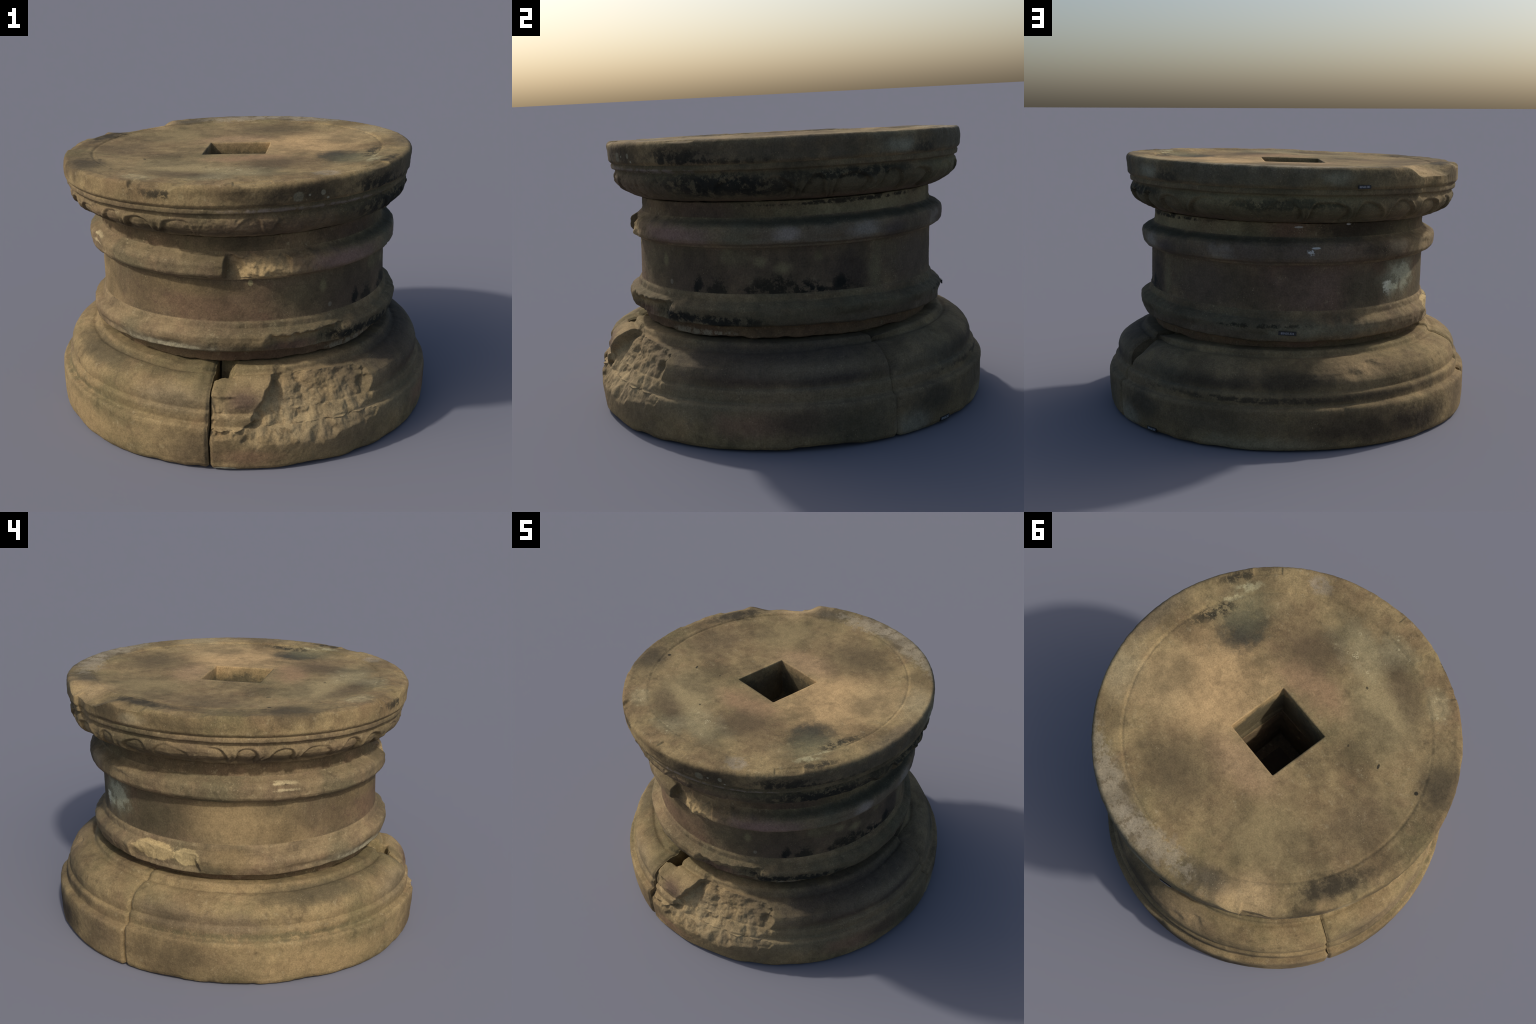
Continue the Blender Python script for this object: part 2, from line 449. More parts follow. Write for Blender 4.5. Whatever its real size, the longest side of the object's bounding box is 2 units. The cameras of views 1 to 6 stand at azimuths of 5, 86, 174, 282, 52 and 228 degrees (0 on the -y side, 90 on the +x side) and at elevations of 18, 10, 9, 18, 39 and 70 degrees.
        # scattered pits
        rlim = rlim - 0.012 * np.clip(fbm(P, 20.0, 2, 197).reshape(shp) - 0.25, 0, 1) * 1.6
        f = np.clip(R - rlim, 0, 0.2) * out
        R = R - f * 0.80
        Z = Z - f * 0.42 * sstep(0.25, 0.42, Z)
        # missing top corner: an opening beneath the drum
        hole = sstep(-87.6, -94.2, a + 3.0 * rough) * sstep(0.850, 0.820, R + 0.04 * rough) * sstep(0.36, 0.41, Z)
        Z -= 0.17 * hole * out
        # chipped foot at the joint
        c = bump(a, -90, 3.0) * sstep(0.05, 0.02, Z) * out
        R += 0.006 * c
        # the torus runs lower on this block
        Z -= out * 0.013 * sstep(-62, -48, a) * sstep(14, -4, a) * sstep(0.34, 0.40, Z) * sstep(0.80, 0.83, R)
        # dark spall on the plinth, right
        a2 = adiff(AZ, -22)
        m = bump(a2, 0, 7) * bump(Z, 0.16, 0.045) * out
        R -= 0.006 * m * np.clip(0.5 + rough, 0, 1)
    if kind == 'back':
        R += out * 0.008 * bump(adiff(AZ, 70), 0, 28) * bump(Z, 0.23, 0.06)
        # broken corner at the joint: a facet that widens towards the top
        wid = np.interp(Z, [0.26, 0.34, 0.41, 0.45], [0.5, 5.0, 13.0, 15.0])
        dep = np.clip(1 - (AZ - a0) / wid, 0, 1) * sstep(0.26, 0.34, Z) * out
        R -= 0.085 * dep * sstep(0.78, 0.84, R)
        Z -= 0.020 * dep * sstep(0.40, 0.42, Z)
        # scooped dent in the torus
        a2 = adiff(AZ, 110)
        m = np.exp(-(a2 / 4.2) ** 2 - ((Z - 0.375) / 0.030) ** 2) + 0.7 * np.exp(-(adiff(AZ, 104) / 3.2) ** 2 - ((Z - 0.352) / 0.022) ** 2)
        R -= out * 0.030 * m * (0.8 + 0.5 * rough)
        # broken plinth edge
        m = np.exp(-(adiff(AZ, 100) / 3.0) ** 2) * sstep(0.10, 0.16, Z) * sstep(0.24, 0.20, Z)
        R -= out * 0.012 * m * (1 + rough)
        # worn, sagging top towards the left joint
        m = sstep(104, 122, AZ) * sstep(0.80, 0.86, R) * sstep(0.36, 0.42, Z)
        Z -= out * 0.010 * m
    if kind == 'left':
        R += out * 0.008 * sstep(200, 222, AZ) * bump(Z, 0.30, 0.10)
        Z -= out * 0.008 * sstep(232, 210, AZ) * sstep(0.36, 0.41, Z) * sstep(0.80, 0.83, R)
        # rounded, broken shoulder beside the wide joint
        a2 = adiff(AZ, a1)
        m = sstep(-5, -0.5, a2) * sstep(0.30, 0.42, Z)
        R -= out * m * 0.030 * (0.9 + 0.6 * rough)
        Z -= out * m * 0.012
        m = np.exp(-(adiff(AZ, -107) / 4.0) ** 2) * sstep(0.845, 0.81, R) * sstep(0.40, 0.43, Z)
        Z -= out * 0.014 * m
    Z = Z + dz * np.interp(Z, [0, 0.10, 0.20, 0.30, 0.41, 0.45], [0, 0.5, 1, 1, 0.3, 0.2])
    Z = np.maximum(Z, 0.0)
    ox, oy = (0.004, -0.004) if kind == 'left' else (0.0, 0.0)
    V = np.stack([ox + R * np.cos(TH), oy + R * np.sin(TH), Z], -1)
    faces, row = grid_faces(nt, ns, False, True)
    ftag = tag[row].astype(str)
    V = V.reshape(-1, 3)
    made = split_parts(V, faces, ftag,
                       [('plinth', 'base_block', {'plinth'}, mats['plinth'], None),
                        ('torus', 'base_torus', {'torus'}, mats['torus'], 'plinth')], ROOT)
    # flat joint faces
    ring0 = V[:ns]
    ring1 = V[(nt - 1) * ns:]
    caps = build_mesh('joint_face', np.concatenate([ring0, ring1]),
                      [list(range(ns))[::-1][::-1], list(range(ns, 2 * ns))[::-1]])
    add_object('joint_face', caps, made['plinth'], mats['torus'])
    return made

# ------------------------------------------------------------------ materials
class Nodes:
    def __init__(self, name):
        self.mat = bpy.data.materials.new(name)
        self.mat.use_nodes = True
        self.t = self.mat.node_tree
        self.t.nodes.clear()
        self.L = self.t.links
        self.co = self.n('ShaderNodeTexCoord').outputs['Object']
    def n(self, typ, **kw):
        nd = self.t.nodes.new(typ)
        for k, v in kw.items():
            setattr(nd, k, v)
        return nd
    def put(self, sock, v):
        if hasattr(v, 'is_linked') or isinstance(v, bpy.types.NodeSocket):
            self.L.new(v, sock)
        else:
            sock.default_value = v
    def math(self, op, a, b=0.0, c=None, clamp=False):
        m = self.n('ShaderNodeMath', operation=op, use_clamp=clamp)
        self.put(m.inputs[0], a)
        self.put(m.inputs[1], b)
        if c is not None:
            self.put(m.inputs[2], c)
        return m.outputs[0]
    def noise(self, scale, detail=4.0, rough=0.55, vec=None, off=0.0, dist=0.0):
        v = vec if vec is not None else self.co
        if off:
            va = self.n('ShaderNodeVectorMath', operation='ADD')
            self.put(va.inputs[0], v)
            va.inputs[1].default_value = (off, off * 1.7, off * 0.6)
            v = va.outputs[0]
        m = self.n('ShaderNodeTexNoise')
        self.put(m.inputs['Vector'], v)
        m.inputs['Scale'].default_value = scale
        m.inputs['Detail'].default_value = detail
        m.inputs['Roughness'].default_value = rough
        m.inputs['Distortion'].default_value = dist
        return m.outputs[0]
    def remap(self, x, a, b, lo=0.0, hi=1.0, smooth=True):
        m = self.n('ShaderNodeMapRange', interpolation_type='SMOOTHSTEP' if smooth else 'LINEAR')
        self.put(m.inputs['Value'], x)
        m.inputs['From Min'].default_value = a
        m.inputs['From Max'].default_value = b
        m.inputs['To Min'].default_value = lo
        m.inputs['To Max'].default_value = hi
        return m.outputs['Result']
    def mix(self, fac, a, b, blend='MIX'):
        m = self.n('ShaderNodeMix', data_type='RGBA', blend_type=blend)
        self.put(m.inputs[0], fac)
        self.put(m.inputs[6], a)
        self.put(m.inputs[7], b)
        return m.outputs[2]
    def blob(self, c, rad, az=0.0, tilt=0.0, soft=0.35, noise=None, amp=0.0):
        """1 inside an ellipsoid at c with radii (radial, tangential, vertical)"""
        mp = self.n('ShaderNodeMapping', vector_type='TEXTURE')
        self.put(mp.inputs['Vector'], self.co)
        mp.inputs['Location'].default_value = c
        mp.inputs['Rotation'].default_value = (tilt, 0, az * D2R)
        mp.inputs['Scale'].default_value = rad
        ln = self.n('ShaderNodeVectorMath', operation='LENGTH')
        self.put(ln.inputs[0], mp.outputs[0])
        d = ln.outputs['Value']
        if noise is not None and amp:
            d = self.math('ADD', d, self.math('MULTIPLY', self.math('SUBTRACT', noise, 0.5), amp))
        return self.remap(d, 1.0 + soft, 1.0 - soft)

def srgb(r, g, b):
    f = lambda c: c / 12.92 if c <= 0.04045 else ((c + 0.055) / 1.055) ** 2.4
    return (f(r / 255), f(g / 255), f(b / 255), 1.0)

def stone(name, tan, brown, olive, patches=(), extra=None, bump_s=0.4, dark=0.5, seed=0.0, value=0.885, pink=0.13, axis=(0.0, 0.0), sat=0.96):
    """weathered sandstone: three tones in broad patches, mottling, grain, then the
    listed colour patches. patch = (kind, place, colour, strength); place is either
    ('arc', azimuth, z, half width in degrees, half height, radius, half depth) or
    ('top', x, y, radial half size, tangential half size)"""
    N = Nodes(name)
    big = N.noise(2.3, 4, 0.6, off=3.1 + seed)
    mid = N.noise(5.0, 7, 0.62, off=7.7 + seed)
    fine = N.noise(26.0, 5, 0.7, off=1.3 + seed)
    grain = N.noise(140.0, 3, 0.7, off=5.2)
    blotch = N.noise(13.0, 6, 0.75, off=11.9 + seed)
    col = N.mix(N.remap(mid, 0.36, 0.66), tan, brown)
    col = N.mix(N.remap(big, 0.42, 0.68), col, olive)
    col = N.mix(N.math('MULTIPLY', N.remap(blotch, 0.50, 0.68), dark), col, N.mix(0.6, col, srgb(56, 49, 38)))
    col = N.mix(N.math('MULTIPLY', N.remap(N.noise(9.0, 4, 0.6, off=21.0 + seed), 0.54, 0.72), pink), col, srgb(146, 108, 82))
    col = N.mix(N.math('MULTIPLY', N.remap(N.noise(30.0, 4, 0.7, off=33.0 + seed), 0.58, 0.72), 0.45), col, srgb(172, 156, 118))
    rag = N.noise(18.0, 7, 0.75, off=15.0)
    soft_n = N.noise(8.0, 5, 0.65, off=9.0)
    sep = N.n('ShaderNodeSeparateXYZ')
    shift = N.n('ShaderNodeVectorMath', operation='SUBTRACT')
    N.put(shift.inputs[0], N.co)
    shift.inputs[1].default_value = (axis[0], axis[1], 0)
    N.put(sep.inputs[0], shift.outputs[0])
    ang = N.math('ARCTAN2', sep.outputs[1], sep.outputs[0])
    rad = N.math('SQRT', N.math('ADD', N.math('MULTIPLY', sep.outputs[0], sep.outputs[0]),
                                N.math('MULTIPLY', sep.outputs[1], sep.outputs[1])))
    def dist(p):
        if p[0] == 'arc':
            _, az, z, wa, wz, r0, wr = p
            da = N.math('WRAP', N.math('SUBTRACT', ang, az * D2R), math.pi, -math.pi)
            q = N.n('ShaderNodeCombineXYZ')
            N.put(q.inputs[0], N.math('DIVIDE', da, wa * D2R))
            N.put(q.inputs[1], N.math('DIVIDE', N.math('SUBTRACT', sep.outputs[2], z), wz))
            N.put(q.inputs[2], N.math('DIVIDE', N.math('SUBTRACT', rad, r0), wr))
            vec = q.outputs[0]
        else:
            _, x, y, wr, wt = p
            mp = N.n('ShaderNodeMapping', vector_type='TEXTURE')
            N.put(mp.inputs['Vector'], N.co)
            mp.inputs['Location'].default_value = (x, y, 1.345)
            mp.inputs['Rotation'].default_value = (0, 0, math.atan2(y, x))
            mp.inputs['Scale'].default_value = (wr, wt, 0.07)
            vec = mp.outputs[0]
        ln = N.n('ShaderNodeVectorMath', operation='LENGTH')
        N.put(ln.inputs[0], vec)
        return ln.outputs['Value']
    def warped(d, n, amp):
        return N.math('ADD', d, N.math('MULTIPLY', N.math('SUBTRACT', n, 0.5), amp))
    for kind, p, colour, st in patches:
        d = dist(p)
        if kind == 'soft':
            m = N.remap(warped(d, soft_n, 1.6), 1.7, 0.3)
        elif kind == 'flat':
            m = N.remap(warped(d, rag, 1.1), 1.10, 0.92)
        elif kind == 'spot':
            m = N.remap(warped(d, rag, 0.5), 1.25, 0.8)
        else:                                       # ragged, broken growth
            m0 = N.remap(warped(d, soft_n, 1.2), 1.5, 0.4)
            m = N.math('MULTIPLY', m0, N.remap(N.math('ADD', rag, N.math('MULTIPLY', m0, 0.14)), 0.54, 0.64))
        col = N.mix(N.math('MULTIPLY', m, st), col, colour)
    if extra:
        col = extra(N, col, dist, warped, soft_n)
    cloud = N.noise(3.6, 6, 0.58, off=51.0 + seed)
    col = N.mix(N.remap(cloud, 0.46, 0.66, 0.0, 0.75), col, N.mix(0.55, col, srgb(66, 58, 42)))
    # dark pits and pale grains of the sandstone
    vp = N.n('ShaderNodeTexVoronoi')
    vp.inputs['Scale'].default_value = 55.0
    N.put(vp.inputs['Vector'], N.co)
    pit = N.math('MULTIPLY', N.remap(vp.outputs['Distance'], 0.20, 0.08), N.remap(N.noise(12.0, 3, 0.6, off=61.0 + seed), 0.54, 0.66))
    col = N.mix(N.math('MULTIPLY', pit, 0.45), col, N.mix(0.7, col, srgb(48, 42, 33)))
    vf = N.n('ShaderNodeTexVoronoi')
    vf.inputs['Scale'].default_value = 90.0
    N.put(vf.inputs['Vector'], N.co)
    fleck = N.math('MULTIPLY', N.remap(vf.outputs['Distance'], 0.25, 0.12), N.remap(N.noise(9.0, 3, 0.6, off=71.0 + seed), 0.55, 0.68))
    col = N.mix(N.math('MULTIPLY', fleck, 0.35), col, srgb(186, 172, 134))
    hs = N.n('ShaderNodeHueSaturation')
    hs.inputs['Saturation'].default_value = sat
    N.put(hs.inputs['Color'], col)
    col = hs.outputs[0]
    g = N.remap(fine, 0.25, 0.75, 0.80, 1.20, smooth=False)
    g2 = N.remap(grain, 0.25, 0.75, 0.70, 1.30, smooth=False)
    gg = N.math('MULTIPLY', N.math('MULTIPLY', g, g2), value)
    mul = N.n('ShaderNodeVectorMath', operation='SCALE')
    N.put(mul.inputs[0], col)
    N.put(mul.inputs['Scale'], gg)
    bs = N.n('ShaderNodeBsdfPrincipled')
    N.put(bs.inputs['Base Color'], mul.outputs[0])
    bs.inputs['Roughness'].default_value = 0.93
    bs.inputs['Specular IOR Level'].default_value = 0.2
    h = N.math('ADD', N.math('MULTIPLY', fine, 0.7), N.math('MULTIPLY', grain, 0.3))
    bp = N.n('ShaderNodeBump')
    bp.inputs['Strength'].default_value = bump_s
    bp.inputs['Distance'].default_value = 0.006
    N.put(bp.inputs['Height'], h)
    N.put(bs.inputs['Normal'], bp.outputs[0])
    o = N.n('ShaderNodeOutputMaterial')
    N.L.new(bs.outputs[0], o.inputs[0])
    return N.mat

def plain(name, rgb, rough=0.6):
    N = Nodes(name)
    bs = N.n('ShaderNodeBsdfPrincipled')
    k = N.remap(N.noise(300.0, 2), 0.3, 0.7, 0.85, 1.15)
    m = N.n('ShaderNodeVectorMath', operation='SCALE')
    m.inputs[0].default_value = rgb[:3]
    N.put(m.inputs['Scale'], k)
    N.put(bs.inputs['Base Color'], m.outputs[0])
    bs.inputs['Roughness'].default_value = rough
    o = N.n('ShaderNodeOutputMaterial')
    N.L.new(bs.outputs[0], o.inputs[0])
    return N.mat

TAN = srgb(152, 131, 90)
BROWN = srgb(128, 107, 74)
OLIVE = srgb(116, 103, 70)
BLACK = srgb(34, 34, 29)
SHADE_TINT = srgb(88, 80, 65)          # grey-green darkening painted on the side turned from the sun
FRESH = srgb(170, 145, 100)      # freshly broken stone
LICHEN = srgb(150, 148, 122)

def lichen_rings(N, col, dist, warped, soft_n):
    """small pale ring-shaped lichen on the top slab"""
    for (x, y, a, b, sc, st) in ((0.06, -0.60, 0.12, 0.20, 30.0, 0.55), (-0.09, -0.72, 0.07, 0.12, 34.0, 0.5),
                                 (-0.42, -0.68, 0.06, 0.10, 32.0, 0.45)):
        pale = N.remap(warped(dist(('top', x, y, a * 0.9, b * 0.9)), soft_n, 2.2), 1.5, 0.3)
        col = N.mix(N.math('MULTIPLY', pale, 0.30), col, srgb(170, 160, 122))
        m = N.remap(warped(dist(('top', x, y, a, b)), soft_n, 1.6), 1.2, 0.6)
        vo = N.n('ShaderNodeTexVoronoi')
        vo.inputs['Scale'].default_value = sc
        N.put(vo.inputs['Vector'], N.co)
        d = vo.outputs['Distance']
        ring = N.math('MULTIPLY', N.remap(d, 0.15, 0.21), N.remap(d, 0.33, 0.25))
        pick = N.remap(N.noise(14.0, 3, 0.6, off=41.0), 0.52, 0.60)
        col = N.mix(N.math('MULTIPLY', N.math('MULTIPLY', m, N.math('MULTIPLY', ring, pick)), st), col, srgb(196, 184, 142))
    return col

def A(az, z, wa, wz, r=0.76, wr=0.2):
    return ('arc', az, z, wa, wz, r, wr)

def T(x, y, a, b):
    return ('top', x, y, a, b)

def make_materials():
    m = {}
    S = lambda az, z, wa, wz: ('arc', az, z, wa, wz, 0.925, 0.034)       # side of the abacus only
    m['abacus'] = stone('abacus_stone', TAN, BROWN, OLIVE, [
        # top face
        ('soft', T(0.31, 0.10, 0.24, 0.26), srgb(186, 154, 106), 1.0),
        ('soft', T(-0.05, 0.27, 0.10, 0.20), srgb(164, 134, 98), 0.7),
        ('soft', T(0.05, -0.27, 0.08, 0.20), srgb(160, 126, 92), 0.6),
        ('soft', T(0.55, 0.30, 0.16, 0.16), srgb(166, 142, 100), 0.6),
        ('soft', T(-0.26, -0.46, 0.15, 0.22), srgb(156, 138, 98), 0.8),
        ('soft', T(-0.40, 0.40, 0.16, 0.22), srgb(134, 118, 82), 0.7),
        ('soft', T(0.20, -0.40, 0.12, 0.16), srgb(100, 82, 60), 0.75),
        ('soft', T(0.12, 0.52, 0.16, 0.20), srgb(98, 84, 60), 0.75),
        ('soft', T(-0.62, 0.02, 0.12, 0.18), srgb(104, 88, 64), 0.7),
        ('soft', T(-0.22, -0.62, 0.07, 0.22), srgb(96, 80, 58), 0.75),
        ('soft', T(0.497, -0.18, 0.075, 0.10), srgb(58, 54, 46), 0.9),
        ('ragged', T(0.52, -0.20, 0.13, 0.16), srgb(70, 66, 54), 0.7),
        ('soft', T(0.60, -0.28, 0.12, 0.14), srgb(112, 108, 80), 0.6),
        ('ragged', T(0.68, -0.14, 0.05, 0.16), srgb(48, 46, 36), 0.9),
        ('ragged', T(0.75, -0.36, 0.035, 0.13), srgb(46, 44, 35), 0.9),
        ('ragged', T(0.67, -0.375, 0.030, 0.075), srgb(182, 172, 130), 0.9),
        ('ragged', T(0.68, -0.26, 0.022, 0.06), srgb(164, 154, 116), 0.8),
        ('ragged', T(0.445, -0.667, 0.06, 0.08), srgb(150, 138, 118), 0.6),
        ('soft', T(-0.73, -0.42, 0.10, 0.15), srgb(74, 66, 50), 0.85),
        ('soft', T(-0.79, 0.30, 0.055, 0.17), srgb(74, 66, 50), 0.85),
        ('ragged', T(-0.78, 0.30, 0.06, 0.20), srgb(56, 50, 38), 0.7),
        ('soft', T(-0.39, 0.74, 0.06, 0.16), srgb(84, 76, 60), 0.85),
        ('soft', T(0.16, 0.83, 0.07, 0.34), srgb(112, 100, 82), 0.7),
        ('ragged', T(0.30, 0.80, 0.07, 0.40), srgb(160, 148, 122), 0.55),
        ('ragged', T(-0.10, 0.82, 0.07, 0.30), srgb(158, 146, 122), 0.55),
        ('soft', T(0.72, 0.42, 0.09, 0.14), srgb(158, 144, 108), 0.6),
        ('soft', T(0.84, 0.10, 0.05, 0.20), srgb(112, 102, 82), 0.6),
        ('soft', T(-0.58, 0.64, 0.09, 0.12), srgb(172, 146, 104), 0.8),
        ('spot', T(-0.473, -0.244, 0.006, 0.014), BLACK, 0.9),
        ('spot', T(-0.692, -0.292, 0.010, 0.010), BLACK, 0.9),
        ('spot', T(-0.30, -0.20, 0.005, 0.008), BLACK, 0.7),
        ('spot', T(-0.13, -0.47, 0.006, 0.008), BLACK, 0.7),
        # side face; the first three broad greys paint its shadow half darker
        ('soft', S(-10, 1.30, 40, 0.09), SHADE_TINT, 0.85),
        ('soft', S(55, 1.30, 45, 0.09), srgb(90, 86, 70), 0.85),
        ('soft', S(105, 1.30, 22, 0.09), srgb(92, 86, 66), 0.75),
        ('soft', S(-66, 1.30, 20, 0.06), srgb(68, 59, 44), 1.0),
        ('ragged', S(-38, 1.30, 12, 0.05), BLACK, 0.95),
        ('ragged', S(-25, 1.27, 22, 0.03), BLACK, 0.9),
        ('ragged', S(40, 1.29, 7, 0.05), srgb(52, 50, 42), 0.8),
        ('soft', S(31, 1.305, 5, 0.03), srgb(142, 140, 118), 0.8),
        ('soft', S(97, 1.295, 5, 0.03), srgb(138, 136, 112), 0.7),
        ('ragged', S(-108, 1.305, 7, 0.03), srgb(50, 46, 36), 0.95),
        ('soft', S(172, 1.28, 7, 0.05), srgb(86, 74, 52), 0.8),
        ('soft', S(150, 1.28, 7, 0.05), srgb(80, 70, 52), 0.8),
        ('soft', S(160, 1.27, 4, 0.03), srgb(160, 146, 112), 0.6),
        ('flat', S(-66.8, 1.290, 1.7, 0.028), srgb(112, 108, 88), 0.9),
        ('flat', S(-59.2, 1.303, 1.0, 0.016), srgb(140, 136, 114), 0.9),
        ('spot', S(-57.5, 1.275, 0.5, 0.007), srgb(160, 156, 134), 0.9),
        ('spot', S(-63.5, 1.298, 0.4, 0.006), srgb(150, 146, 124), 0.9),
        ('flat', S(-100.5, 1.30, 0.8, 0.018), srgb(150, 132, 92), 0.8),
        # inside of the socket: darker tone
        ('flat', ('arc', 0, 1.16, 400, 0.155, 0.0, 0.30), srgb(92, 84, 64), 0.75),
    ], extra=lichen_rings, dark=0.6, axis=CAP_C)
    E = lambda az, z, wa, wz: ('arc', az, z, wa, wz, 0.87, 0.2)
    m['echinus'] = stone('echinus_stone', srgb(142, 122, 86), srgb(116, 98, 72), srgb(98, 88, 62), [
        ('soft', E(10, 1.15, 55, 0.12), srgb(86, 80, 60), 0.85),  # this and the next darken the echinus colour where sunlight misses it
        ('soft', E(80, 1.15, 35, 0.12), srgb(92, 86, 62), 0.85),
        ('soft', E(75, 1.19, 30, 0.03), srgb(128, 118, 84), 0.6),
        ('ragged', E(-22, 1.17, 26, 0.06), BLACK, 0.95),
        ('ragged', E(15, 1.20, 22, 0.03), srgb(40, 40, 32), 0.9),
        ('ragged', E(80, 1.17, 20, 0.03), srgb(50, 52, 40), 0.75),
        ('soft', E(-70, 1.14, 20, 0.05), srgb(100, 82, 64), 0.7),
        ('soft', E(-130, 1.11, 60, 0.022), srgb(88, 76, 58), 0.7),
        ('ragged', E(-60, 1.235, 30, 0.012), srgb(140, 128, 116), 0.7),
        ('soft', E(20, 1.09, 60, 0.02), srgb(110, 86, 66), 0.6),
    ], dark=0.8, seed=4.0, axis=CAP_C)
    m['shaft'] = stone('shaft_stone', srgb(124, 106, 78), srgb(104, 84, 65), srgb(108, 96, 70), [
        ('soft', A(-168, 0.76, 24, 0.14), srgb(146, 124, 86), 0.95),
        ('soft', A(-150, 0.68, 16, 0.06), srgb(138, 116, 80), 0.7),
        ('soft', A(160, 0.74, 14, 0.12), srgb(84, 75, 54), 0.9),
        ('soft', A(-122, 0.74, 17, 0.10), srgb(106, 84, 63), 0.8),
        ('ragged', A(-110, 0.72, 40, 0.12), srgb(130, 112, 78), 0.5),
        ('soft', A(-95, 0.72, 20, 0.12), srgb(108, 84, 63), 0.7),
        ('soft', A(-105, 0.83, 22, 0.04), srgb(124, 106, 72), 0.7),
        ('soft', A(-60, 0.78, 12, 0.09), srgb(94, 86, 62), 0.6),
        ('soft', A(-40, 0.74, 14, 0.12), srgb(84, 71, 58), 0.8),
        ('soft', A(0, 0.74, 26, 0.14), srgb(88, 76, 62), 0.7),  # shaft colour greyed here to deepen its unlit side
        ('soft', A(18, 0.74, 8, 0.12), srgb(68, 59, 50), 0.8),
        ('soft', A(50, 0.75, 14, 0.12), srgb(94, 82, 68), 0.8),
        ('soft', A(92, 0.75, 16, 0.12), srgb(110, 92, 79), 0.7),
        ('soft', A(70, 0.74, 8, 0.12), srgb(78, 68, 54), 0.7),
        ('soft', A(116, 0.72, 10, 0.12), srgb(88, 82, 64), 0.8),
        ('soft', A(134, 0.78, 9, 0.09), srgb(126, 126, 104), 0.8),
        ('ragged', A(136, 0.77, 9, 0.09), srgb(160, 160, 134), 0.8),
        ('ragged', A(126.6, 0.722, 2.6, 0.036), srgb(200, 200, 176), 1.0),
        ('ragged', A(131, 0.716, 4.0, 0.024), srgb(180, 180, 150), 0.9),
        ('soft', A(-25.3, 0.835, 2.4, 0.028), srgb(136, 124, 90), 0.9),
        ('soft', A(-22, 0.83, 7, 0.04), srgb(114, 103, 76), 0.8),
        ('soft', A(-13.7, 0.812, 1.9, 0.022), srgb(136, 124, 90), 0.8),
        ('soft', A(-6.0, 0.784, 2.4, 0.026), srgb(136, 124, 90), 0.85),
        ('soft', A(6.5, 0.83, 1.7, 0.022), srgb(116, 106, 76), 0.7),
        ('soft', A(28, 0.735, 2.5, 0.085), srgb(116, 106, 78), 0.8),
        ('soft', A(-54, 0.80, 1.4, 0.03), srgb(130, 122, 86), 0.7),
        ('ragged', A(-37.8, 0.700, 2.6, 0.06), BLACK, 1.0),
        ('ragged', A(-30, 0.685, 5, 0.05), BLACK, 0.9),
        ('ragged', A(-8, 0.690, 15, 0.055), BLACK, 1.0),
        ('ragged', A(-2, 0.670, 22, 0.030), BLACK, 1.0),
        ('ragged', A(14, 0.690, 4, 0.045), BLACK, 1.0),
        ('spot', A(-82, 0.855, 0.9, 0.014), srgb(170, 158, 112), 0.8),
        ('spot', A(-51, 0.70, 0.8, 0.012), srgb(140, 132, 112), 0.7),
    ], dark=0.6, seed=9.0, pink=0.1)
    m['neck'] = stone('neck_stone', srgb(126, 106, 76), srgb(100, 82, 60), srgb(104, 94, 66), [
        ('soft', A(28, 1.04, 24, 0.05), srgb(136, 124, 90), 0.85),
        ('soft', A(65, 1.04, 12, 0.05), srgb(134, 122, 88), 0.7),
        ('soft', A(85, 1.04, 7, 0.05), srgb(112, 86, 66), 0.7),
        ('soft', A(112, 1.04, 18, 0.05), srgb(62, 52, 40), 0.9),
        ('soft', A(-35, 1.04, 14, 0.05), srgb(88, 72, 58), 0.8),
        ('soft', A(-85, 1.045, 12, 0.04), srgb(80, 70, 50), 0.8),
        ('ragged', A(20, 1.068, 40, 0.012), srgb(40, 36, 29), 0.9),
        ('flat', A(88, 1.05, 1.5, 0.005), srgb(190, 184, 170), 0.8),
        ('flat', A(107, 1.06, 0.9, 0.005), srgb(196, 192, 180), 0.8),
    ], dark=0.6, seed=2.0)
